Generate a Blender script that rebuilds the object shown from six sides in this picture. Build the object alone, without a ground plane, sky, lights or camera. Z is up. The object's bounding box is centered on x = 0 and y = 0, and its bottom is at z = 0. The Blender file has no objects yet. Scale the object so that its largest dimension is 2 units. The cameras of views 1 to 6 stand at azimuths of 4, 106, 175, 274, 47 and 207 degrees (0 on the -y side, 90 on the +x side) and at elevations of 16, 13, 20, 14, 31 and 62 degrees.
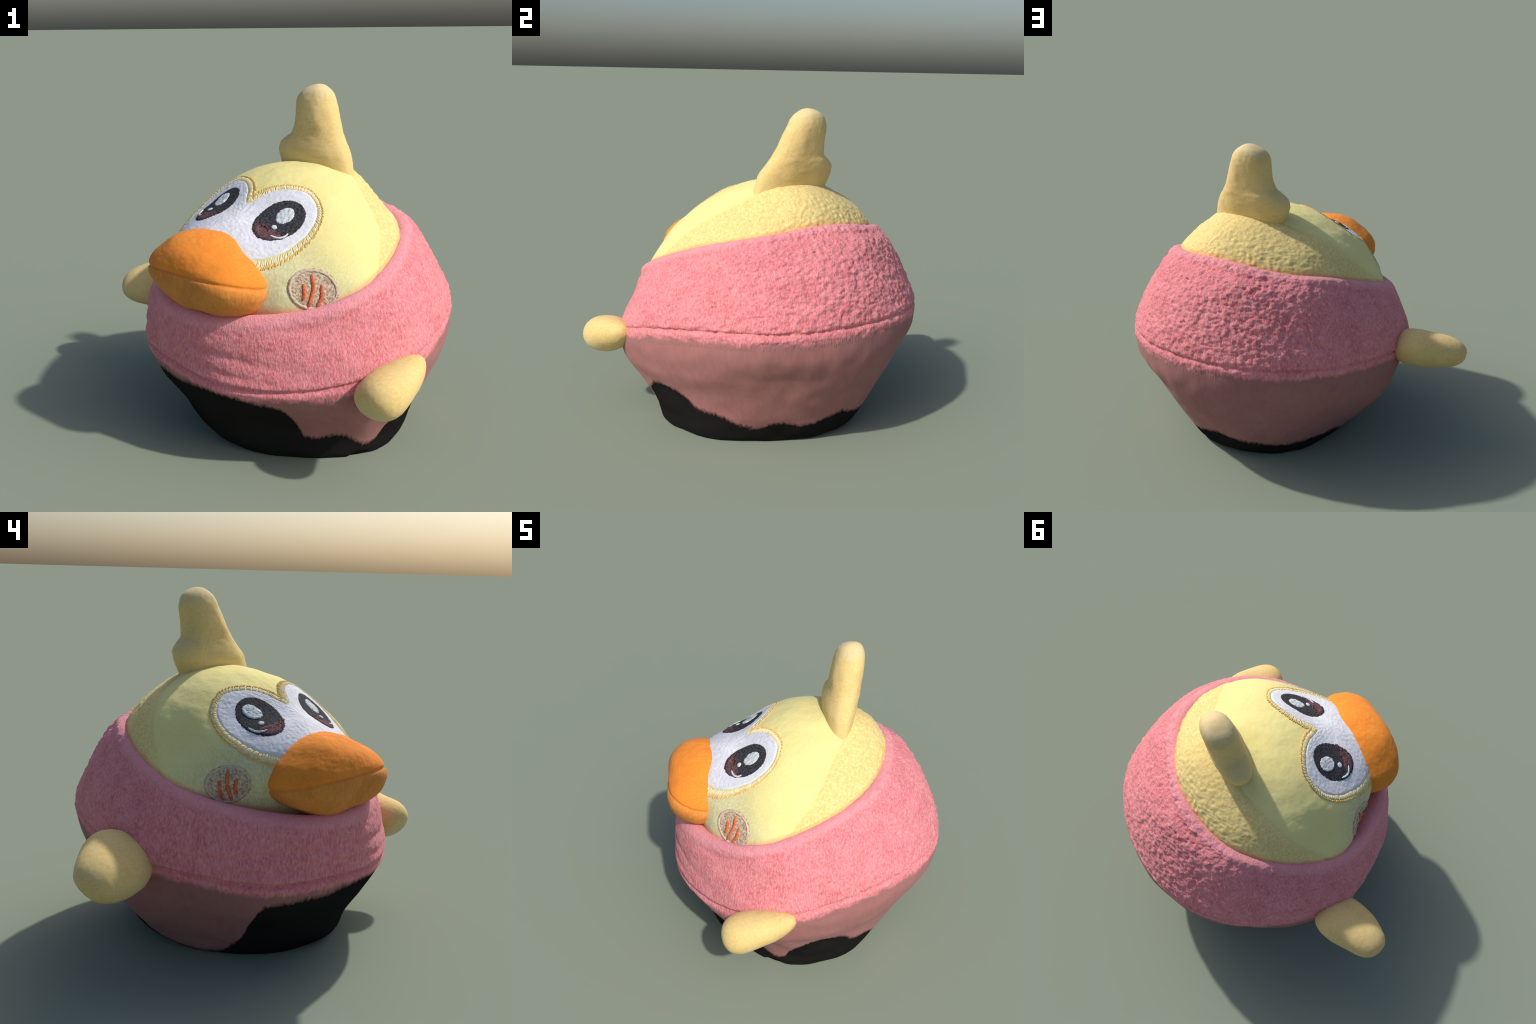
"""A plush chick in a pink hood: round yellow head, goggle-like white eye patch,
padded orange beak, finger crest on top and two stubby wings."""
import bpy
import math
import numpy as np
from mathutils import Vector, noise

rng = np.random.default_rng(7)

# ----------------------------------------------------------------------------
# Frame: x = the chick's left, -y = where it looks, z up; the whole toy is then
# turned about z.  Rounded volumes are "girth tables": the distance from a
# centre at evenly spaced azimuths (0 = front, then round by the chick's left)
# for a set of elevation angles.
# ----------------------------------------------------------------------------
TURN = math.radians(-39.73)
BODY_CENTRE = np.array([0.004, 0.1205, 0.75])
BEAK_CENTRE = np.array([0.02, -0.47, 0.95])

TORSO_GIRTH = [
    (-70, (0.710, 0.715, 0.750, 0.790, 0.810, 0.820, 0.820, 0.850, 0.840, 0.800, 0.810, 0.815, 0.785, 0.765, 0.750, 0.740, 0.725, 0.715)),
    (-60, (0.912, 0.913, 0.958, 0.988, 0.999, 0.987, 0.968, 1.000, 0.974, 0.910, 0.934, 0.942, 0.897, 0.871, 0.870, 0.878, 0.883, 0.904)),
    (-50, (0.927, 0.962, 0.980, 1.018, 1.058, 1.050, 1.004, 0.954, 0.943, 0.944, 0.920, 0.890, 0.855, 0.847, 0.848, 0.836, 0.860, 0.896)),
    (-40, (0.890, 0.903, 0.876, 0.928, 0.990, 0.985, 0.945, 0.908, 0.899, 0.897, 0.875, 0.847, 0.822, 0.838, 0.845, 0.813, 0.823, 0.853)),
    (-30, (0.877, 0.900, 0.883, 0.934, 0.968, 0.936, 0.902, 0.884, 0.880, 0.876, 0.850, 0.830, 0.818, 0.848, 0.850, 0.809, 0.838, 0.864)),
    (-20, (0.849, 0.896, 0.919, 0.974, 0.986, 0.943, 0.917, 0.889, 0.886, 0.892, 0.855, 0.836, 0.830, 0.842, 0.838, 0.813, 0.845, 0.849)),
    (-10, (0.833, 0.851, 0.860, 0.919, 0.966, 0.942, 0.924, 0.924, 0.911, 0.890, 0.871, 0.861, 0.840, 0.826, 0.830, 0.824, 0.820, 0.822)),
    (0, (0.800, 0.812, 0.815, 0.836, 0.892, 0.909, 0.898, 0.906, 0.891, 0.862, 0.856, 0.852, 0.835, 0.821, 0.806, 0.780, 0.780, 0.795)),
    (10, (0.740, 0.755, 0.786, 0.818, 0.839, 0.854, 0.847, 0.844, 0.835, 0.826, 0.816, 0.801, 0.798, 0.783, 0.758, 0.742, 0.725, 0.730)),
    (20, (0.680, 0.690, 0.730, 0.775, 0.794, 0.798, 0.799, 0.803, 0.802, 0.795, 0.777, 0.770, 0.761, 0.736, 0.725, 0.702, 0.680, 0.670)),
    (30, (0.680, 0.690, 0.710, 0.735, 0.752, 0.761, 0.769, 0.769, 0.759, 0.764, 0.761, 0.748, 0.739, 0.716, 0.704, 0.690, 0.675, 0.670)),
    (40, (0.680, 0.690, 0.700, 0.705, 0.706, 0.700, 0.708, 0.716, 0.713, 0.721, 0.721, 0.703, 0.709, 0.707, 0.698, 0.690, 0.680, 0.680)),
    (50, (0.690, 0.690, 0.690, 0.690, 0.686, 0.673, 0.686, 0.720, 0.735, 0.735, 0.730, 0.720, 0.723, 0.720, 0.710, 0.700, 0.690, 0.690)),
]
HEAD_GIRTH = [
    (-10, (0.640, 0.700, 0.780, 0.840, 0.850, 0.820, 0.790, 0.770, 0.750, 0.720, 0.650, 0.620)),
    (0, (0.640, 0.700, 0.785, 0.850, 0.835, 0.815, 0.800, 0.750, 0.735, 0.735, 0.650, 0.610)),
    (10, (0.680, 0.729, 0.780, 0.817, 0.777, 0.771, 0.770, 0.711, 0.690, 0.720, 0.675, 0.640)),
    (20, (0.740, 0.744, 0.753, 0.764, 0.732, 0.721, 0.712, 0.673, 0.668, 0.692, 0.690, 0.705)),
    (30, (0.736, 0.710, 0.728, 0.749, 0.724, 0.690, 0.662, 0.662, 0.688, 0.682, 0.671, 0.706)),
    (40, (0.694, 0.673, 0.705, 0.726, 0.707, 0.694, 0.683, 0.686, 0.705, 0.686, 0.663, 0.684)),
    (50, (0.655, 0.652, 0.691, 0.707, 0.705, 0.722, 0.722, 0.706, 0.702, 0.686, 0.662, 0.654)),
    (60, (0.646, 0.661, 0.686, 0.700, 0.718, 0.742, 0.736, 0.709, 0.695, 0.683, 0.663, 0.650)),
    (70, (0.653, 0.663, 0.678, 0.692, 0.709, 0.724, 0.721, 0.707, 0.696, 0.685, 0.669, 0.656)),
    (80, (0.667, 0.671, 0.678, 0.687, 0.695, 0.700, 0.700, 0.695, 0.688, 0.682, 0.674, 0.667)),
    (90, (0.680,) * 12),
]
BEAK_GIRTH = [
    (-90, (0.158,) * 12),
    (-75, (0.164, 0.163, 0.163, 0.164, 0.166, 0.166, 0.166, 0.166, 0.166, 0.164, 0.164, 0.166)),
    (-60, (0.186, 0.183, 0.183, 0.188, 0.190, 0.182, 0.180, 0.184, 0.186, 0.186, 0.190, 0.194)),
    (-45, (0.228, 0.225, 0.238, 0.246, 0.221, 0.180, 0.179, 0.203, 0.208, 0.212, 0.226, 0.234)),
    (-30, (0.240, 0.258, 0.305, 0.311, 0.238, 0.159, 0.154, 0.198, 0.225, 0.238, 0.255, 0.252)),
    (-15, (0.243, 0.288, 0.368, 0.366, 0.246, 0.121, 0.104, 0.171, 0.248, 0.297, 0.305, 0.271)),
    (0, (0.247, 0.298, 0.389, 0.378, 0.235, 0.087, 0.061, 0.145, 0.260, 0.340, 0.348, 0.290)),
    (15, (0.262, 0.291, 0.350, 0.332, 0.220, 0.130, 0.110, 0.150, 0.253, 0.325, 0.336, 0.294)),
    (30, (0.271, 0.276, 0.293, 0.275, 0.215, 0.170, 0.160, 0.180, 0.240, 0.285, 0.297, 0.287)),
    (45, (0.263, 0.261, 0.261, 0.250, 0.225, 0.205, 0.200, 0.205, 0.230, 0.260, 0.274, 0.272)),
    (60, (0.244, 0.245, 0.245, 0.239, 0.230, 0.216, 0.208, 0.208, 0.222, 0.242, 0.254, 0.251)),
    (75, (0.232, 0.232, 0.232, 0.229, 0.225, 0.220, 0.218, 0.218, 0.222, 0.230, 0.234, 0.233)),
    (90, (0.222,) * 12),
]

# rim of the hood, as elevation (degrees) seen from the body centre, every 30 deg of azimuth
RIM_ELEVATION = (3.7, 5.5, 10.7, 22.5, 33.0, 40.7, 43.2, 40.2, 34.5, 25.0, 14.0, 7.2)
# height of the sewn seam round the belly, every 30 deg of azimuth
SEAM_HEIGHT = (0.478, 0.464, 0.515, 0.635, 0.716, 0.735, 0.741, 0.734, 0.70, 0.63, 0.55, 0.495)
# height of the mouth line of the beak (elevation seen from the beak centre)
MOUTH_ELEVATION = (10.5, 9.0, 5.0, -1.0, -4.0, -6.0, -6.0, -6.0, -5.0, -3.0, 4.0, 9.0)
# upper edge of the black base patches: (azimuth, height)
BLACK_EDGE = [(-180, .185), (-170, .15), (-160, .125), (-148, .097), (-116, .10), (-95, .05), (-84, .03),
              (-54, .015), (-44, .07), (-36, .20), (-31.5, .385), (-22, .395), (-5, .39), (5, .415), (19, .415),
              (30, .39), (37, .37), (42, .306), (47, .20), (53, .13), (63, .155), (76, .08), (82, .19),
              (88, .275), (95, .315), (101, .305), (106, .28), (112, .21), (123, .175), (132, .12), (139, .11),
              (148, .148), (161, .122), (170, .155), (180, .185)]


# ------------------------------------------------------------------ utilities
def periodic(values, az_deg):
    """smooth periodic interpolation (trigonometric) of values spaced evenly in azimuth"""
    v = np.asarray(values, float)
    n = len(v)
    c = np.fft.rfft(v) / n
    a = np.radians(np.asarray(az_deg, float))
    out = np.full(a.shape, c[0].real)
    for m in range(1, n // 2 + 1):
        w = 1.0 if m < n / 2 else 0.5
        out = out + 2 * w * (c[m].real * np.cos(m * a) - c[m].imag * np.sin(m * a))
    return out


def girth(table, az_deg, el_deg):
    """distance from the centre at an azimuth and elevation, cubic between rows"""
    az, el = np.broadcast_arrays(np.asarray(az_deg, float), np.asarray(el_deg, float))
    e = np.array([r[0] for r in table], float)
    rows = np.array([periodic(r[1], az.ravel()) for r in table])
    el = np.clip(el.ravel(), e[0], e[-1])
    i = np.clip(np.searchsorted(e, el) - 1, 0, len(e) - 2)
    t = (el - e[i]) / (e[i + 1] - e[i])
    k = np.arange(len(el))
    p1, p2 = rows[i, k], rows[i + 1, k]
    p0, p3 = rows[np.maximum(i - 1, 0), k], rows[np.minimum(i + 2, len(e) - 1), k]
    m1, m2 = (p2 - p0) / 2, (p3 - p1) / 2
    r = (2 * t**3 - 3 * t**2 + 1) * p1 + (t**3 - 2 * t**2 + t) * m1 + (3 * t**2 - 2 * t**3) * p2 + (t**3 - t**2) * m2
    return r.reshape(az.shape)


def direction(az_deg, el_deg):
    a, e = np.broadcast_arrays(np.radians(az_deg), np.radians(el_deg))
    return np.stack([np.sin(a) * np.cos(e), -np.cos(a) * np.cos(e), np.sin(e)], -1)


def angles(d):
    az = np.degrees(np.arctan2(d[..., 0], -d[..., 1]))
    el = np.degrees(np.arctan2(d[..., 2], np.hypot(d[..., 0], d[..., 1])))
    return az, el


def lumps(points, scale, octaves=3, seed=0.0):
    """fractal noise value at every point, about -1..1"""
    q = points.reshape(-1, 3) * scale + seed
    return np.array([noise.fractal(Vector(p), 1.0, 2.0, octaves) for p in q]).reshape(points.shape[:-1])


def grid_faces(rows, cols, closed=True):
    f = []
    for i in range(rows - 1):
        for j in range(cols if closed else cols - 1):
            k = (j + 1) % cols
            f.append((i * cols + j, i * cols + k, (i + 1) * cols + k, (i + 1) * cols + j))
    return f


def add(name, verts, faces, material, parent, kind=None, smooth=True):
    me = bpy.data.meshes.new(name)
    me.from_pydata([tuple(v) for v in np.asarray(verts).reshape(-1, 3)], [], faces)
    me.validate()
    me.polygons.foreach_set("use_smooth", [smooth] * len(me.polygons))
    me.materials.append(material)
    me.update()
    ob = bpy.data.objects.new(name, me)
    bpy.context.scene.collection.objects.link(ob)
    ob.parent = parent
    if kind:
        ob["kind"] = kind
    return ob


def add_split(verts, faces, pieces, parent):
    """one smooth surface cut into named regions that keep the whole surface's normals"""
    verts = np.asarray(verts).reshape(-1, 3)
    whole = bpy.data.meshes.new("whole")
    whole.from_pydata([tuple(v) for v in verts], [], faces)
    whole.update()
    normals = [v.vector.copy() for v in whole.vertex_normals]
    bpy.data.meshes.remove(whole)
    made = []
    for name, test, material in pieces:
        part = [f for f in faces if test(f)]
        used = sorted({v for f in part for v in f})
        where = {v: i for i, v in enumerate(used)}
        ob = add(name, verts[used], [tuple(where[v] for v in f) for f in part], material, parent)
        ob.data.normals_split_custom_set_from_vertices([normals[v] for v in used])
        made.append(ob)
    return made


# ------------------------------------------------------------------ materials
def new_material(name):
    m = bpy.data.materials.new(name)
    m.use_nodes = True
    nt = m.node_tree
    nt.nodes.clear()
    out = nt.nodes.new("ShaderNodeOutputMaterial")
    b = nt.nodes.new("ShaderNodeBsdfPrincipled")
    b.inputs["Roughness"].default_value = 0.9
    b.inputs["Specular IOR Level"].default_value = 0.15
    nt.links.new(b.outputs[0], out.inputs[0])
    return m, nt, b


def node(nt, kind, inputs=None, **props):
    n = nt.nodes.new("ShaderNode" + kind)
    for k, v in props.items():
        setattr(n, k, v)
    for k, v in (inputs or {}).items():
        if isinstance(v, bpy.types.NodeSocket):
            nt.links.new(v, n.inputs[k])
        else:
            n.inputs[k].default_value = v
    return n


def math_node(nt, op, a, b=0.0, clamp=False):
    return node(nt, "Math", {0: a, 1: b}, operation=op, use_clamp=clamp).outputs[0]


def mix_color(nt, fac, a, b, blend="MIX"):
    n = nt.nodes.new("ShaderNodeMix")
    n.data_type, n.blend_type = "RGBA", blend
    for s, v in ((n.inputs[0], fac), (n.inputs[6], a), (n.inputs[7], b)):
        if isinstance(v, bpy.types.NodeSocket):
            nt.links.new(v, s)
        else:
            s.default_value = (*v, 1) if isinstance(v, tuple) and len(v) == 3 else v
    return n.outputs[2]


def fleece(nt, bsdf, base, light, dark, fine=90.0, stretch=(1, 1, 0.35), bump=0.5, distance=0.004, sheen=0.25, patches=7.0, contrast=0.55):
    """short pile: streaky colour grain, soft patches, a matching bump; returns the colour socket"""
    co = node(nt, "TexCoord").outputs["Object"]
    mp = node(nt, "Mapping", {0: co, 3: stretch}).outputs[0]
    grain = node(nt, "TexNoise", {"Vector": mp, "Scale": fine, "Detail": 4.0, "Roughness": 0.65}).outputs["Fac"]
    soft = node(nt, "TexNoise", {"Vector": co, "Scale": patches, "Detail": 3.0, "Roughness": 0.55}).outputs["Fac"]
    g = node(nt, "MapRange", {0: grain, 1: 0.36, 2: 0.66}).outputs[0]
    s = node(nt, "MapRange", {0: soft, 1: 0.38, 2: 0.66}).outputs[0]
    col = mix_color(nt, math_node(nt, "MULTIPLY", s, 0.7), base, dark)
    col = mix_color(nt, math_node(nt, "MULTIPLY", g, contrast), col, light)
    bm = node(nt, "Bump", {"Strength": bump, "Distance": distance, "Height": grain}).outputs[0]
    nt.links.new(bm, bsdf.inputs["Normal"])
    bsdf.inputs["Sheen Weight"].default_value = sheen
    bsdf.inputs["Sheen Roughness"].default_value = 0.6
    return col, co


def plain_fleece(name, base, light, dark, **kw):
    m, nt, b = new_material(name)
    col, _ = fleece(nt, b, base, light, dark, **kw)
    nt.links.new(col, b.inputs["Base Color"])
    return m


def azimuth(nt, co):
    """0..1 round the body axis"""
    xyz = node(nt, "SeparateXYZ", {0: co})
    x = math_node(nt, "SUBTRACT", xyz.outputs[0], float(BODY_CENTRE[0]))
    y = math_node(nt, "SUBTRACT", float(BODY_CENTRE[1]), xyz.outputs[1])
    t = node(nt, "MapRange", {0: math_node(nt, "ARCTAN2", x, y), 1: -math.pi, 2: math.pi}).outputs[0]
    return t, x, y, xyz.outputs[2]


def curve_round(nt, t, points, scale):
    """a value that varies with azimuth, from (degrees, value) points"""
    fc = nt.nodes.new("ShaderNodeFloatCurve")
    cu = fc.mapping.curves[0]
    pts = [((a + 180) / 360, v / scale) for a, v in points]
    cu.points[0].location, cu.points[1].location = pts[0], pts[-1]
    for p in pts[1:-1]:
        cu.points.new(*p)
    fc.mapping.update()
    nt.links.new(t, fc.inputs["Value"])
    return math_node(nt, "MULTIPLY", fc.outputs[0], scale)


def above_rim(nt, t, x, y, z):
    """metres, roughly, above (+) or below (-) the hood's rim"""
    rim = [(a, float(periodic(RIM_ELEVATION, a))) for a in range(-180, 181, 15)]
    rim = curve_round(nt, t, rim, 60.0)
    flat = math_node(nt, "SQRT", math_node(nt, "ADD", math_node(nt, "MULTIPLY", x, x), math_node(nt, "MULTIPLY", y, y)))
    el = math_node(nt, "MULTIPLY", math_node(nt, "ARCTAN2", math_node(nt, "SUBTRACT", z, float(BODY_CENTRE[2])), flat), 180 / math.pi)
    return math_node(nt, "MULTIPLY", math_node(nt, "SUBTRACT", el, rim), 0.0125)


def ramp(nt, value, lo, hi, a=0.0, b=1.0):
    return node(nt, "MapRange", {0: value, 1: lo, 2: hi, 3: a, 4: b}, interpolation_type="SMOOTHSTEP").outputs[0]


def torso_material(name, base, light, dark, lip=None, under=None, **kw):
    """fleece with black patches round the base whose upper edge varies with azimuth"""
    m, nt, b = new_material(name)
    col, co = fleece(nt, b, base, light, dark, **kw)
    t, x, y, z = azimuth(nt, co)
    if lip:
        d = above_rim(nt, t, x, y, z)
        band = math_node(nt, "MULTIPLY", ramp(nt, d, -0.075, -0.035), 0.55)
        col = mix_color(nt, band, col, lip)
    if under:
        # pink darkened a little below the seam: underside shade painted into the colour
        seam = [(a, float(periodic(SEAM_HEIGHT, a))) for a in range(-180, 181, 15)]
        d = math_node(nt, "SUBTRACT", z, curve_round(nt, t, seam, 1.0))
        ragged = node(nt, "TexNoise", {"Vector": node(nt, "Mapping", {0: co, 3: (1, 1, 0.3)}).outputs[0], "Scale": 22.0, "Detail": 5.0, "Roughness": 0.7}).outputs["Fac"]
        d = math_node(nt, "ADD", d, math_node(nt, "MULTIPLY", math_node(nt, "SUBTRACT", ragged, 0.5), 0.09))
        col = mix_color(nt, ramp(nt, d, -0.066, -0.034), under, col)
    wob = node(nt, "TexNoise", {"Vector": node(nt, "Mapping", {0: co, 3: (1, 1, 0.12)}).outputs[0], "Scale": 55.0, "Detail": 2.0}).outputs["Fac"]
    above = math_node(nt, "SUBTRACT", z, curve_round(nt, t, BLACK_EDGE, 0.5))
    above = math_node(nt, "ADD", above, math_node(nt, "MULTIPLY", math_node(nt, "SUBTRACT", wob, 0.5), 0.05))
    mask = node(nt, "MapRange", {0: above, 1: -0.014, 2: 0.014}).outputs[0]
    col = mix_color(nt, mask, (0.0175, 0.0165, 0.0160), col)
    nt.links.new(col, b.inputs["Base Color"])
    nt.links.new(math_node(nt, "MULTIPLY", mask, kw.get("sheen", 0.1)), b.inputs["Sheen Weight"])
    nt.links.new(math_node(nt, "MULTIPLY", mask, 0.15), b.inputs["Specular IOR Level"])
    return m


def head_material(name):
    """lemon face panel, paler at the cheeks; golden back panel; a warm tinge where it meets the hood"""
    m, nt, b = new_material(name)
    col, co = fleece(nt, b, (0.82, 0.73, 0.285), (0.86, 0.80, 0.40), (0.78, 0.66, 0.225), fine=120, stretch=(1, 1, 0.6), bump=0.3, distance=0.003, patches=4.0, sheen=0.08)
    mp = node(nt, "Mapping", {0: co, 3: (1, 0.7, 0.5)}).outputs[0]
    streak = node(nt, "TexNoise", {"Vector": mp, "Scale": 95.0, "Detail": 4.0, "Roughness": 0.7}).outputs["Fac"]
    t, x, y, z = azimuth(nt, co)
    rise = math_node(nt, "SUBTRACT", z, float(BODY_CENTRE[2]))
    s = math_node(nt, "ADD", y, math_node(nt, "SUBTRACT", math_node(nt, "MULTIPLY", rise, 0.88), 0.35))
    back_col = mix_color(nt, ramp(nt, streak, 0.35, 0.68), (0.73, 0.535, 0.185), (0.84, 0.71, 0.33))
    col = mix_color(nt, ramp(nt, s, -0.06, 0.05), back_col, col)
    pale = mix_color(nt, ramp(nt, streak, 0.35, 0.68), (0.545, 0.51, 0.27), (0.72, 0.68, 0.44))
    cheeks = math_node(nt, "SUBTRACT", y, math_node(nt, "MULTIPLY", rise, 0.55))
    col = mix_color(nt, math_node(nt, "MULTIPLY", ramp(nt, cheeks, -0.02, 0.35), 0.9), col, pale)
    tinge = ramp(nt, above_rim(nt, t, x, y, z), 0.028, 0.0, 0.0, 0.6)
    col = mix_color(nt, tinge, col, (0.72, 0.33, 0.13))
    nt.links.new(col, b.inputs["Base Color"])
    return m


def limb_material(name):
    """golden velour, bleached towards the tips of the crest and the wings"""
    m, nt, b = new_material(name)
    col, co = fleece(nt, b, (0.77, 0.56, 0.215), (0.83, 0.66, 0.34), (0.67, 0.45, 0.14), fine=110, stretch=(0.6, 0.6, 1), bump=0.2, distance=0.003, patches=6.0, sheen=0.08)
    z = node(nt, "SeparateXYZ", {0: co}).outputs[2]
    n = math_node(nt, "MULTIPLY", node(nt, "TexNoise", {"Vector": co, "Scale": 18.0, "Detail": 3.0}).outputs["Fac"], 0.10)
    top = ramp(nt, math_node(nt, "ADD", z, n), 1.82, 1.87)
    low = ramp(nt, math_node(nt, "SUBTRACT", z, n), 0.43, 0.36)
    tip = math_node(nt, "MULTIPLY", math_node(nt, "MAXIMUM", top, low), 0.4)
    col = mix_color(nt, tip, col, (0.72, 0.62, 0.42))
    nt.links.new(col, b.inputs["Base Color"])
    return m


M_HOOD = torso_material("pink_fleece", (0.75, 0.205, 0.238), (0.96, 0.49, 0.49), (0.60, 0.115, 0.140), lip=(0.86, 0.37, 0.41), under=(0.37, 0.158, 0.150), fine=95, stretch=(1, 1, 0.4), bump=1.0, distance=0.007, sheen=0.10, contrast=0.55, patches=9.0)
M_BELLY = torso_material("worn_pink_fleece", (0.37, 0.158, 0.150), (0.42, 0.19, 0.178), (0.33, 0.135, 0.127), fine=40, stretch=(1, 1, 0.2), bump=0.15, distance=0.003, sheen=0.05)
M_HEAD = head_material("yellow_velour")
M_LIMB = limb_material("golden_velour")
M_BEAK = plain_fleece("orange_velour", (0.86, 0.265, 0.028), (0.93, 0.35, 0.06), (0.78, 0.205, 0.020), fine=130, stretch=(1, 0.4, 1), bump=0.25, distance=0.003, patches=5.0, sheen=0.05)
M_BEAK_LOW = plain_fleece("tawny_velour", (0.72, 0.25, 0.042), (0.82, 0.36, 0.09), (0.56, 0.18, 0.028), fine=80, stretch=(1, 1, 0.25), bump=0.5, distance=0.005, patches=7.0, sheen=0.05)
M_WHITE = plain_fleece("white_velour", (0.72, 0.73, 0.79), (0.86, 0.86, 0.90), (0.58, 0.59, 0.67), fine=60, bump=0.6, distance=0.006, stretch=(1, 1, 1), sheen=0.05, patches=14)
M_BLACK = plain_fleece("black_thread", (0.016, 0.016, 0.020), (0.15, 0.15, 0.175), (0.008, 0.008, 0.010), contrast=0.5, fine=120, stretch=(1, 1, 0.3), bump=0.7, distance=0.005, sheen=0.0)
M_BROWN = plain_fleece("wine_thread", (0.085, 0.034, 0.040), (0.36, 0.20, 0.215), (0.035, 0.018, 0.022), fine=110, stretch=(1, 1, 0.3), bump=0.7, distance=0.005, sheen=0.0)
M_GLINT = plain_fleece("silver_thread", (0.50, 0.56, 0.60), (0.86, 0.89, 0.90), (0.28, 0.33, 0.38), contrast=0.8, fine=80, stretch=(1, 1, 1), bump=0.7, distance=0.005, sheen=0.0, patches=20)
M_TRIM = plain_fleece("pale_thread", (0.80, 0.70, 0.40), (0.88, 0.84, 0.62), (0.64, 0.50, 0.20), fine=90, bump=0.3, distance=0.003, stretch=(1, 1, 1), patches=25, sheen=0.05)
M_CORD = plain_fleece("gold_thread", (0.72, 0.47, 0.14), (0.80, 0.66, 0.32), (0.55, 0.31, 0.06), fine=90, bump=0.3, distance=0.003, stretch=(1, 1, 1), patches=25, sheen=0.05)
M_CHEEK = plain_fleece("tan_thread", (0.40, 0.25, 0.155), (0.86, 0.74, 0.57), (0.24, 0.125, 0.075), contrast=0.85, fine=85, bump=1.0, distance=0.008, stretch=(1, 1, 1), patches=30, sheen=0.0)
M_STROKE = plain_fleece("red_thread", (0.60, 0.11, 0.040), (0.80, 0.30, 0.16), (0.34, 0.05, 0.025), contrast=0.7, fine=100, bump=0.7, distance=0.005, stretch=(1, 1, 1), patches=30, sheen=0.0)
M_CREAM = plain_fleece("cream_thread", (0.60, 0.48, 0.34), (0.80, 0.72, 0.60), (0.36, 0.23, 0.14), fine=100, bump=0.7, distance=0.005, stretch=(1, 1, 1), patches=40, sheen=0.0)

# ------------------------------------------------------------------ the thing
chick = bpy.data.objects.new("plush_chick", None)
bpy.context.scene.collection.objects.link(chick)
chick.rotation_euler = (0, 0, TURN)
chick["label"] = "round plush chick, yellow head, orange beak, pink fleece hood"
chick["category"] = "plush toy"


WING_ROOTS = ((80, -12, 0.012), (-77, -6, 0.030))  # azimuth, elevation, pull


# ---- torso: pink hood and belly panel, one surface cut along the sewn seam
def torso_point(az, el):
    return BODY_CENTRE + direction(az, el) * girth(TORSO_GIRTH, az, el)[..., None]


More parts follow.
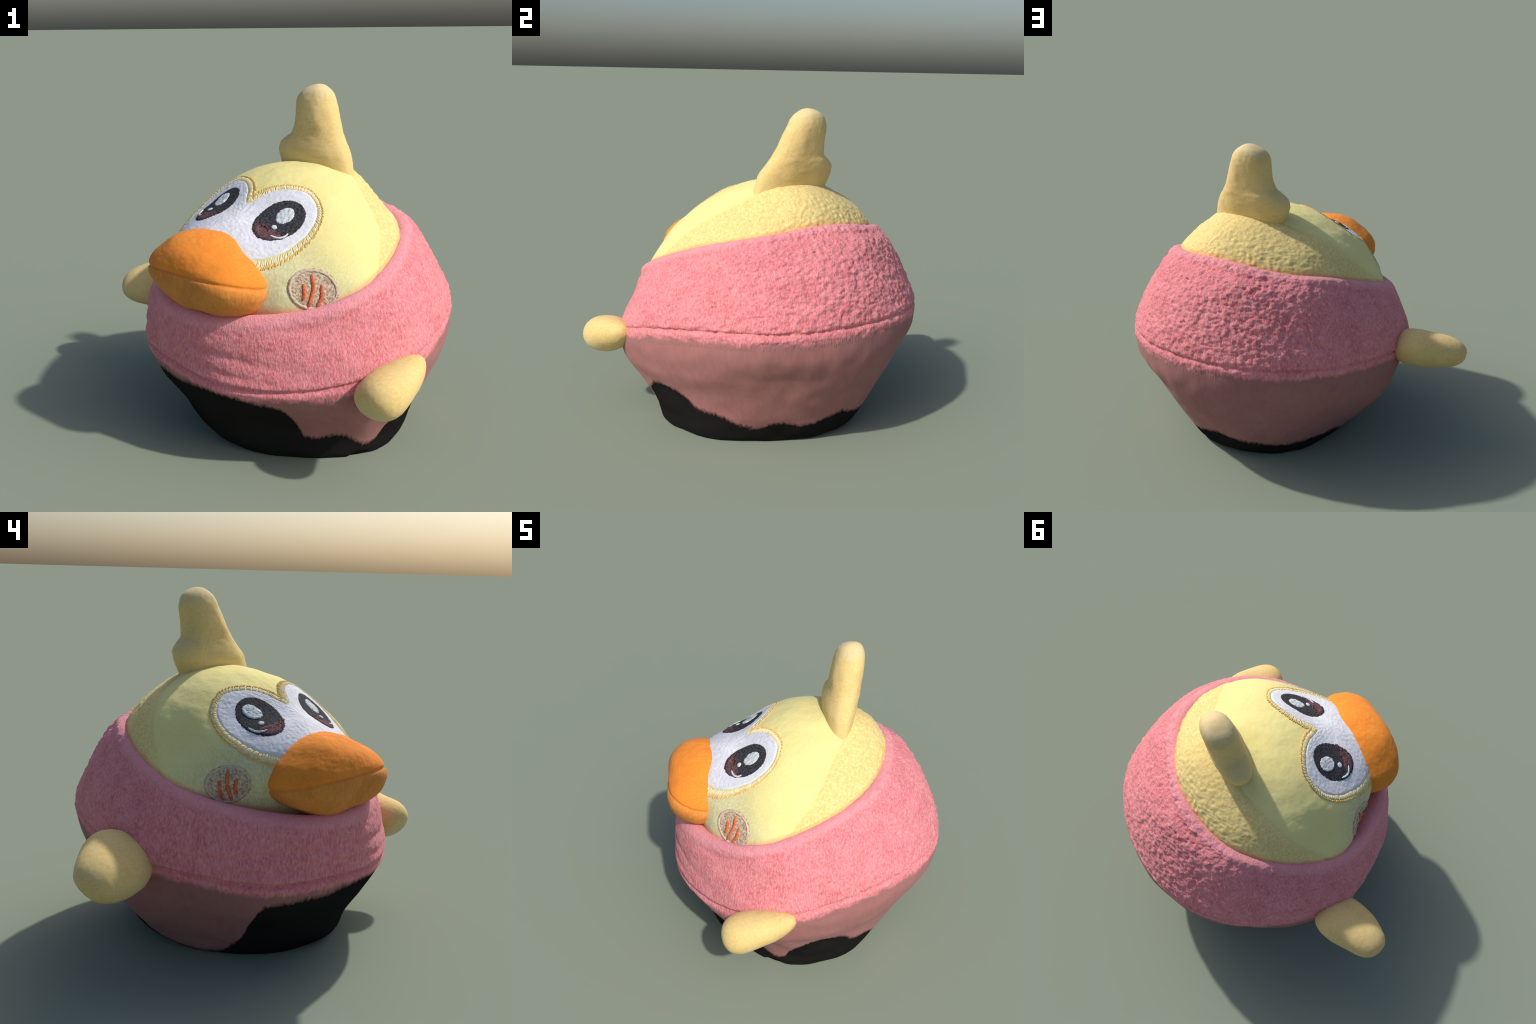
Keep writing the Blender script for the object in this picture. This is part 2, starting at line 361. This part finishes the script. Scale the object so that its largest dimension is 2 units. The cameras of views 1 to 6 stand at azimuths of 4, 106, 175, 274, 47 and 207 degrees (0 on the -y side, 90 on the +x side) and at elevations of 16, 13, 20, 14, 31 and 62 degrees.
def build_torso():
    cols, rows = 480, 300
    az = np.linspace(-180, 180, cols, endpoint=False)
    rim = periodic(RIM_ELEVATION, az)
    # elevation where the wall reaches the ground
    els = np.linspace(-69, -20, 400)
    z = torso_point(az[None, :], els[:, None])[..., 2]
    low = els[np.argmax(z > 0.0, axis=0)]
    low = np.real(np.fft.ifft(np.fft.fft(low) * (np.abs(np.fft.fftfreq(cols) * cols) < 14)))
    t = np.linspace(0, 1, rows)[:, None]
    el = low + (rim - low) * t
    A = np.broadcast_to(az, el.shape)
    r = girth(TORSO_GIRTH, A, el)
    P = BODY_CENTRE + direction(A, el) * r[..., None]
    # rounded lip at the rim, a shallow crease under it
    below = (rim - el) * math.pi / 180 * r
    k = np.clip(1 - below / 0.048, 0, 1)
    r = r - 0.038 * (1 - np.sqrt(1 - k**2))
    r = r - 0.010 * np.exp(-((below - 0.085) / 0.020) ** 2) * (0.5 + 0.5 * np.cos(np.radians(A - 150)))
    # slack cloth in front: two sagging folds under the beak
    front = np.clip(np.cos(np.radians(A + 15)), 0, 1) ** 2
    sag = P[..., 2] + 0.10 * np.sin(np.radians(A + 20)) ** 2
    r = r - front * (0.011 * np.exp(-((sag - 0.655) / 0.022) ** 2) + 0.006 * np.exp(-((sag - 0.575) / 0.016) ** 2))
    # cloth drawn out round the wing roots
    for a0, e0, amp in WING_ROOTS:
        r = r + amp * np.exp(-((((A - a0) * np.cos(np.radians(el))) ** 2 + (el - e0) ** 2) / 11.0**2))
    # sewn seam: a groove between two soft welts
    seam = periodic(SEAM_HEIGHT, A)
    dz = P[..., 2] - seam
    wide = 1 + 0.8 * front
    r = r - 0.011 * wide * np.exp(-(dz / (0.008 * wide)) ** 2) + 0.004 * wide * np.exp(-((np.abs(dz) - 0.026) / 0.018) ** 2)
    # the black base is drawn in a little under the pink roll
    edge = np.interp(A, *np.array(BLACK_EDGE).T)
    r = r - 0.003 * np.clip((edge - P[..., 2]) / 0.03, 0, 1) * np.clip((edge - 0.15) / 0.1, 0, 1)
    # soft pile: lumps on the hood, coarser behind; flat planes low down
    hood = 1 / (1 + np.exp(-(dz + 0.04) / 0.015))
    back = np.clip(0.5 - 0.62 * np.cos(np.radians(A + 12)), 0, 1) ** 1.5
    n1, n2, n3 = lumps(P, 5.0, 2), lumps(P, 34.0, 3, 5.0), lumps(P, 75.0, 2, 9.0)
    fade = np.clip(below / 0.03, 0.25, 1)
    r = r + hood * fade * (0.004 * n1 + (0.0025 + 0.0065 * back) * n2 + (0.0015 + 0.003 * back) * n3)
    r = r + (1 - hood) * 0.006 * lumps(P, 9.0, 1, 3.0)
    P = BODY_CENTRE + direction(A, el) * r[..., None]
    P[..., 2] = np.maximum(P[..., 2], 0.0)
    # tuck the rim inside, close the bottom
    inner = []
    for d_r, d_e in ((0.03, -0.6), (0.09, -4.0)):
        e2 = rim + d_e
        inner.append(BODY_CENTRE + direction(az, e2) * (r[-1] - d_r)[:, None])
    foot = P[0].copy()
    foot[:, 2] = 0
    mid = foot.mean(0)
    ring2 = mid + (foot - mid) * 0.97
    ring2[:, 2] = 0
    stack = np.concatenate([[ring2], P, inner])
    stack[1, :, 2] = np.maximum(stack[1, :, 2], 0.004)
    stack[1] += 0.0
    verts = np.concatenate([stack.reshape(-1, 3), [mid * [1, 1, 0]]])
    faces = grid_faces(len(stack), cols)
    faces += [(len(verts) - 1, (j + 1) % cols, j) for j in range(cols)]
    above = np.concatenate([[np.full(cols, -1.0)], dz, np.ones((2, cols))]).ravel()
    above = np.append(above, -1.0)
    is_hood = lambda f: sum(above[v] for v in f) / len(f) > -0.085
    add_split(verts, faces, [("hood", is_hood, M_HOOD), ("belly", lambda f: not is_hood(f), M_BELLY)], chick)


# ---- head
EYE_SOCKETS = ((40.0, 45.0, 0.014), (-28.0, 47.0, 0.022))  # azimuth, elevation, depth: the cloth is pulled in under each eye
CHEEKS = ((51.5, 15.1), (-46.0, 17.9))  # the cheek patches are sunk in too


def head_radius(az, el):
    r = girth(HEAD_GIRTH, az, el)
    for a, e, deep in EYE_SOCKETS:
        away = ((az - a) * np.cos(np.radians(el))) ** 2 + (el - e) ** 2
        r = r - deep * np.exp(-((away / 18.0**2) ** 2))
    for a, e in CHEEKS:
        away = ((az - a) * np.cos(np.radians(el))) ** 2 + (el - e) ** 2
        r = r - 0.018 * np.exp(-((away / 11.0**2) ** 1.5))
    return r


def seam_side(p):
    """signed distance from the crown seam, positive on the face side"""
    q = p - BODY_CENTRE
    return (-q[..., 1] + 0.88 * q[..., 2] - 0.35) / 1.332


def build_head():
    cols, rows = 400, 220
    az = np.linspace(-180, 180, cols, endpoint=False)
    el = np.linspace(0, 1, rows)[:, None] * (89.7 + 8) - 8 + 0 * az
    low = periodic(RIM_ELEVATION, az) - 7
    el = low + (89.7 - low) * np.linspace(0, 1, rows)[:, None]
    A = np.broadcast_to(az, el.shape)
    r = head_radius(A, el)
    P = BODY_CENTRE + direction(A, el) * r[..., None]
    back = np.clip(-np.cos(np.radians(A + 25)), 0, 1) * np.clip((62 - el) / 15, 0, 1)
    # sewn seam over the crown, between the face panel and the back panel
    s = seam_side(P)
    r = r - 0.007 * np.exp(-(s / 0.010) ** 2) + 0.003 * np.exp(-((s + 0.03) / 0.02) ** 2)
    r = r + 0.0035 * lumps(P, 6.0, 2, 2.0) + 0.0015 * lumps(P, 16.0, 2, 7.0) + (0.0006 + 0.0016 * (s < 0) + 0.0045 * back) * lumps(P, 40.0, 3, 4.0)
    P = BODY_CENTRE + direction(A, el) * r[..., None]
    verts = np.concatenate([P.reshape(-1, 3), [P[-1].mean(0)]])
    faces = grid_faces(rows, cols) + [((rows - 1) * cols + j, (rows - 1) * cols + (j + 1) % cols, len(verts) - 1) for j in range(cols)]
    add("head", verts, faces, M_HEAD, chick)


# ---- face appliques lie on the head.  Face coordinates (u, v): u to the chick's
# left, v up, on a plane facing forward and up at 35 degrees; u = 0 is its middle.
FACE_MIDDLE = 0.07
TILT = math.radians(35)
FACE_OUT = np.array([0, -math.cos(TILT), math.sin(TILT)])
FACE_UP = np.array([0, math.sin(TILT), math.cos(TILT)])


def on_face(u, v, h=0.0):
    u, v = np.asarray(u, float) + FACE_MIDDLE, np.asarray(v, float)
    d = FACE_OUT + u[..., None] * np.array([1.0, 0, 0]) + v[..., None] * FACE_UP
    d /= np.linalg.norm(d, axis=-1, keepdims=True)
    az, el = angles(d)
    return BODY_CENTRE + d * (head_radius(az, el) + h)[..., None]


def smooth_loop(points, n):
    p = np.asarray(points, float)
    m = len(p)
    t = np.linspace(0, m, n, endpoint=False)
    i = t.astype(int)
    f = (t - i)[:, None]
    a, b, c, d = p[(i - 1) % m], p[i], p[(i + 1) % m], p[(i + 2) % m]
    return 0.5 * (2 * b + (c - a) * f + (2 * a - 5 * b + 4 * c - d) * f**2 + (3 * b - 3 * c + d - a) * f**3)


def smooth_path(points, n):
    p = np.asarray(points, float)
    p = np.concatenate([[2 * p[0] - p[1]], p, [2 * p[-1] - p[-2]]])
    m = len(p) - 3
    t = np.linspace(0, m - 1e-6, n)
    i = t.astype(int) + 1
    f = (t - i + 1)[:, None]
    a, b, c, d = p[i - 1], p[i], p[i + 1], p[i + 2]
    return 0.5 * (2 * b + (c - a) * f + (2 * a - 5 * b + 4 * c - d) * f**2 + (3 * b - 3 * c + d - a) * f**3)


def applique(name, loop, centre, height, material, parent, rings=24, rough=0.0006, place=on_face, puff=0.0):
    """a padded patch of cloth or thread on the head, star-shaped about its centre"""
    loop, c = np.asarray(loop), np.asarray(centre, float)
    n = len(loop)
    t = np.linspace(1, 0.02, rings)[:, None, None]
    uv = c + t * (loop - c)
    d = (1 - t[..., 0]) * np.linalg.norm(loop - c, axis=1)
    h = height * np.sqrt(np.clip(1 - (1 - np.clip(d / 0.018, 0, 1)) ** 2, 0, 1)) + puff * (1 - t[..., 0] ** 2)
    P = place(uv[..., 0], uv[..., 1], h)
    P += (rough * lumps(P, 60.0, 2, 1.0))[..., None] * FACE_OUT
    skirt = place(loop[:, 0], loop[:, 1], np.full(n, -0.006))
    P = np.concatenate([[skirt], P])
    verts = np.concatenate([P.reshape(-1, 3), [P[-1].mean(0)]])
    faces = grid_faces(rings + 1, n) + [(rings * n + j, rings * n + (j + 1) % n, len(verts) - 1) for j in range(n)]
    ob = add(name, verts, faces, material, parent)
    return ob


def ellipse(c, a, b, turn, n=120, fuzz=0.0, squash=0.0):
    t = np.linspace(0, 2 * math.pi, n, endpoint=False)
    f = 1 + fuzz * rng.uniform(-1, 1, n)
    x, y = a * np.cos(t) * f * (1 + squash * np.sin(t)), b * np.sin(t) * f
    q = math.radians(turn)
    return np.stack([c[0] + x * math.cos(q) - y * math.sin(q), c[1] + x * math.sin(q) + y * math.cos(q)], -1)


def ribbon(name, path, widths, height, material, parent, place=on_face):
    """a narrow padded stroke of thread along a path"""
    path = np.asarray(path)
    n = len(path)
    d = np.gradient(path, axis=0)
    d /= np.linalg.norm(d, axis=1, keepdims=True)
    s = np.stack([-d[:, 1], d[:, 0]], -1)
    w = np.asarray(widths) * np.ones(n) * np.sqrt(np.clip(1 - np.linspace(-1, 1, n) ** 6, 0.02, 1))
    rows = []
    for o, h in ((-1, -0.006), (-1, 0.4), (-0.6, 0.9), (0, 1), (0.6, 0.9), (1, 0.4), (1, -0.006)):
        q = path + s * (o * w * (1 + 0.22 * rng.uniform(-1, 1, n)))[:, None]
        rows.append(place(q[:, 0], q[:, 1], np.full(n, height * h if h > 0 else h)))
    return add(name, np.array(rows), grid_faces(7, n, closed=False), material, parent)


PATCH_HALF = [(0.075, .46), (.13, .555), (.245, .665), (.40, .745), (.545, .78), (.68, .72), (.765, .615), (.79, .475),
              (.765, .31), (.69, .16), (.595, .02), (.49, -.06), (.40, -.11), (.2, -.16)]


def patch_outline(grow=0.0, n=420):
    half = np.array(PATCH_HALF)
    pts = np.concatenate([[(0, .375)], half, [(0, -.17)], (half * [-1, 1])[::-1]])
    loop = smooth_loop(pts, n)
    d = np.roll(loop, -1, 0) - np.roll(loop, 1, 0)
    d /= np.linalg.norm(d, axis=1, keepdims=True)
    return loop + grow * np.stack([-d[:, 1], d[:, 0]], -1)


def stitches(name, loop, inner, outer, height, count, material, parent, lean=0.0):
    """satin stitches laid side by side across a border; one joined mesh"""
    n = len(loop)
    d = np.roll(loop, -1, 0) - np.roll(loop, 1, 0)
    seg = np.linalg.norm(np.roll(loop, -1, 0) - loop, axis=1)
    d /= np.linalg.norm(d, axis=1, keepdims=True)
    s = np.stack([-d[:, 1], d[:, 0]], -1)
    dist = np.concatenate([[0], np.cumsum(seg)])
    verts, faces = [], []
    step = dist[-1] / count
    for k in range(count):
        i = int(np.searchsorted(dist, (k + 0.5) * step) - 1) % n
        c, tn, sd = loop[i], d[i], s[i]
        if c[1] < -0.12:
            continue
        a, b = inner + rng.uniform(-.006, .006), outer + rng.uniform(-.008, .008)
        w = step * 0.72
        uv, hh = [], []
        for o in np.linspace(0, 1, 6):
            arch = height * (0.35 + 0.65 * math.sin(math.pi * (0.06 + 0.88 * o))) * rng.uniform(0.8, 1.15)
            mid = c + sd * (a + (b - a) * o) + tn * lean * (o - 0.5)
            for q, h in ((-1, -0.004), (-0.55, arch * 0.75), (0, arch), (0.55, arch * 0.75), (1, -0.004)):
                uv.append(mid + tn * q * w)
                hh.append(h)
        uv = np.array(uv)
        base = len(verts) * 30
        verts.append(on_face(uv[:, 0], uv[:, 1], np.array(hh)))
        faces += [tuple(base + v for v in f) for f in grid_faces(6, 5, closed=False)]
        faces += [tuple(base + v for v in (4, 3, 2, 1, 0)), tuple(base + 25 + v for v in range(5))]
    return add(name, np.concatenate(verts), faces, material, parent, kind="stuff")


def build_face():
    applique("eye_patch", patch_outline(0.0), (0, .2), 0.004, M_WHITE, chick, rings=40, rough=0.0022)
    # border: a pale satin band, then a golden cord
    applique("eye_trim", patch_outline(0.088), (0, .22), 0.0015, M_TRIM, chick, rings=40)
    trim = bpy.data.objects["eye_trim"]
    stitches("stitch", patch_outline(0.0), 0.006, 0.062, 0.0065, 300, M_TRIM, trim, lean=0.012)
    stitches("cord_stitch", patch_outline(0.0), 0.062, 0.094, 0.0070, 300, M_CORD, trim, lean=0.02)
    for side, c, a, b, turn in ((1, (.42, .335), .30, .215, 52), (-1, (-.375, .35), .268, .222, 98)):
        loop = ellipse(c, a, b, turn, 220, fuzz=0.022)
        eye = applique("eye", loop, c, 0.0060, M_BLACK, chick, rings=20, rough=0.0012)
        # wine-coloured lower part, on the beak side
        low = ellipse(c, a * 0.93, b * 0.93, turn, 160, fuzz=0.02)
        line = 0.205
        cut = low.copy()
        over = cut[:, 1] > line - 0.10 * side * (cut[:, 0] - c[0])
        cut[over, 1] = (line - 0.10 * side * (cut[:, 0] - c[0]) + 0.012 * rng.uniform(-1, 1, len(cut)))[over]
        outer_side = (cut[:, 0] - c[0]) * side
        cut[:, 0] = np.where(outer_side > 0.11, c[0] + side * (0.11 + (outer_side - 0.11) * 0.1), cut[:, 0])
        applique("iris", cut, (c[0] - side * 0.05, 0.16), 0.0080, M_BROWN, eye, rings=10, rough=0.001)
        hc = (.435, .39) if side > 0 else (-.40, .415)
        applique("eye_highlight", ellipse(hc, .118, .088, 60 if side > 0 else 118, 100, fuzz=0.05), hc, 0.0100, M_GLINT, eye, rings=10, rough=0.004)
        sc = (.39, .228) if side > 0 else (-.40, .252)
        applique("eye_glint", ellipse(sc, .034, .028, 0, 40, fuzz=0.05), sc, 0.0110, M_GLINT, eye, rings=6)
        arc = [(.40, .135), (.47, .138), (.53, .172), (.555, .22)] if side > 0 else [(-.545, .255), (-.51, .195), (-.46, .166), (-.40, .160)]
        ribbon("eye_arc", smooth_path(arc, 30), 0.012, 0.0115, M_GLINT, eye)
    for side, (az, el) in zip((1, -1), CHEEKS):
        w = direction(az, el)
        right = np.array([math.cos(math.radians(az)), math.sin(math.radians(az)), 0.0])
        up = np.cross(right, -w) * -1
        up = up if up[2] > 0 else -up

        def place(x, y, h, w=w, right=right, up=up):
            d = w * 0.75 + np.asarray(x)[..., None] * right + np.asarray(y)[..., None] * up
            d = d / np.linalg.norm(d, axis=-1, keepdims=True)
            a, e = angles(d)
            return BODY_CENTRE + d * (head_radius(a, e) + h)[..., None]

        cheek = applique("cheek", ellipse((0, 0), .128, .108, -10 * side, 140, fuzz=0.02), (0, 0), 0.004, M_CHEEK, chick, rings=20, rough=0.003, place=place)
        ribbon("cheek_rim", np.concatenate([ellipse((0, 0), .114, .094, -10 * side, 120, fuzz=0.012)] * 1), 0.008, 0.009, M_CREAM, cheek, place=place)
        strokes = [((-.05, .03), (-.045, -.02), (-.055, -.05)), ((.0, .075), (.004, 0.0), (-.03, -.09)), ((.05, .02), (.045, -.04), (.02, -.085))]
        for st in strokes:
            pts = [(x * (1 if side > 0 else -1) * 0.9 + 0.0, y) for x, y in st]
            ribbon("cheek_stroke", smooth_path(pts, 24), 0.0105, 0.011, M_STROKE, cheek, place=place)




# ---- beak: one padded volume, folded along the mouth line
def build_beak():
    cols, rows = 260, 181
    az = np.linspace(-180, 180, cols, endpoint=False)
    A = np.broadcast_to(az, (rows, cols))
    mouth = periodic(MOUTH_ELEVATION, A)
    t = np.linspace(-1, 1, rows)[:, None] + 0 * A
    t = np.sign(t) * np.abs(t) ** 1.25
    el = mouth + np.where(t > 0, t * (89.5 - mouth), t * (89.5 + mouth))
    r = girth(BEAK_GIRTH, A, el)
    P = BEAK_CENTRE + direction(A, el) * r[..., None]
    gap = (el - mouth) * math.pi / 180 * 0.28
    r = r - 0.008 * np.exp(-(gap / 0.007) ** 2) + 0.003 * np.exp(-((np.abs(gap) - 0.03) / 0.02) ** 2)
    r = r + 0.004 * lumps(P, 9.0, 2, 6.0) + 0.0012 * lumps(P, 50.0, 2, 6.0)
    P = BEAK_CENTRE + direction(A, el) * r[..., None]
    verts = np.concatenate([P.reshape(-1, 3), [P[0].mean(0), P[-1].mean(0)]])
    faces = grid_faces(rows, cols)
    nv = len(verts)
    faces += [((j + 1) % cols, j, nv - 2) for j in range(cols)]
    faces += [((rows - 1) * cols + j, (rows - 1) * cols + (j + 1) % cols, nv - 1) for j in range(cols)]
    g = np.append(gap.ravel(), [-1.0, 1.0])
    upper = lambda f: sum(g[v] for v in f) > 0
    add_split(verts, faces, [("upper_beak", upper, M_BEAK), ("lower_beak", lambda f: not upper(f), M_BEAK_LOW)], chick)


# ---- crest: a flat finger with a stub thumb on the chick's right side
CREST = [  # height, right edge, left edge, middle depth (y), half thickness
    (1.300, -.175, .290, .320, .060), (1.370, -.200, .305, .322, .080), (1.430, -.220, .292, .328, .092),
    (1.480, -.236, .274, .334, .100), (1.525, -.228, .248, .340, .104), (1.560, -.188, .226, .346, .105),
    (1.590, -.152, .206, .350, .104), (1.660, -.140, .168, .360, .104), (1.740, -.142, .134, .372, .100),
    (1.790, -.128, .112, .380, .090), (1.825, -.096, .078, .386, .070), (1.846, -.050, .036, .389, .040),
    (1.853, -.012, .002, .390, .010)]


def build_crest():
    keys = np.array(CREST)
    m = 90
    s = np.linspace(0, len(keys) - 1, m)
    path = smooth_path(keys, m)
    cols = 120
    t = np.linspace(0, 2 * math.pi, cols, endpoint=False)
    rows = []
    for z, x0, x1, y, h in path:
        lower = min(max((1.58 - z) / 0.1, 0), 1)
        shy = min(0.018, (x1 - x0) / 8)
        x0, x1 = x0 + shy * (0.6 + 0.4 * lower), x1 - shy * (1 - 0.7 * lower)
        y, h = y - 0.008 * lower + 0.003 * min(max((z - 1.48) / 0.15, 0), 1), h * 0.9 + 0.010 * lower
        c, w = (x0 + x1) / 2, (x1 - x0) / 2
        e = 2 / 2.6
        x = c + w * np.sign(np.cos(t)) * np.abs(np.cos(t)) ** e
        # the left edge is thinner than the body of the finger
        thin = 1 - 0.25 * np.clip(np.cos(t), 0, 1) ** 2
        rows.append(np.stack([x, y + h * thin * np.sign(np.sin(t)) * np.abs(np.sin(t)) ** e, z + 0 * t], -1))
    P = np.array(rows)
    mid = P.mean(1, keepdims=True)
    d = P - mid
    d /= np.linalg.norm(d, axis=-1, keepdims=True) + 1e-6
    P = P + d * (0.006 * lumps(P, 8.0, 2, 8.0) + 0.0015 * lumps(P, 45.0, 2, 8.0))[..., None] * np.clip((1.86 - P[..., 2:]) / 0.06, 0, 1)
    verts = np.concatenate([P.reshape(-1, 3), [P[-1].mean(0)]])
    faces = grid_faces(m, cols) + [((m - 1) * cols + j, (m - 1) * cols + (j + 1) % cols, len(verts) - 1) for j in range(cols)]
    add("crest", verts, faces, M_LIMB, chick)


# ---- wings: tapered rounded paddles (centre, length axis, width axis, thickness axis, half sizes, taper)
WINGS = [((.960, -.183, .525), (-.035, -.950, -.314), (.979, -.098, .187), (-.209, -.301, .931), (.213, .120, .100), .34),
         ((-.954, -.072, .593), (-.863, -.487, -.143), (-.490, .724, .488), (-.135, .491, -.861), (.225, .169, .110), -.197)]


def build_wing(centre, ax, ay, az_, half, taper):
    cols, rows, q = 120, 80, 2.6
    ax, ay, az_ = (np.array(v) / np.linalg.norm(v) for v in (ax, ay, az_))
    if np.dot(np.cross(ax, ay), az_) < 0:
        az_ = -az_
    s = np.cos(np.linspace(math.pi, 0, rows))
    s[0], s[-1] = -0.9995, 0.9995
    t = np.linspace(0, 2 * math.pi, cols, endpoint=False)
    w = (1 - np.abs(s) ** q) ** (1 / q) * (1 + taper * s)
    P = (np.array(centre) + (s * half[0])[:, None, None] * ax
         + (w[:, None] * half[1] * np.cos(t))[..., None] * ay + (w[:, None] * half[2] * np.sin(t))[..., None] * az_)
    d = P - np.array(centre)
    d /= np.linalg.norm(d, axis=-1, keepdims=True)
    P = P + d * (0.010 * lumps(P, 7.0, 1, 11.0) + 0.0012 * lumps(P, 45.0, 2, 3.0))[..., None]
    verts = np.concatenate([P.reshape(-1, 3), [P[0].mean(0), P[-1].mean(0)]])
    nv = len(verts)
    faces = grid_faces(rows, cols)
    faces += [((j + 1) % cols, j, nv - 2) for j in range(cols)]
    faces += [((rows - 1) * cols + j, (rows - 1) * cols + (j + 1) % cols, nv - 1) for j in range(cols)]
    add("wing", verts, faces, M_LIMB, chick)


build_torso()
build_head()
build_face()
build_beak()
build_crest()
for wing in WINGS:
    build_wing(*wing)
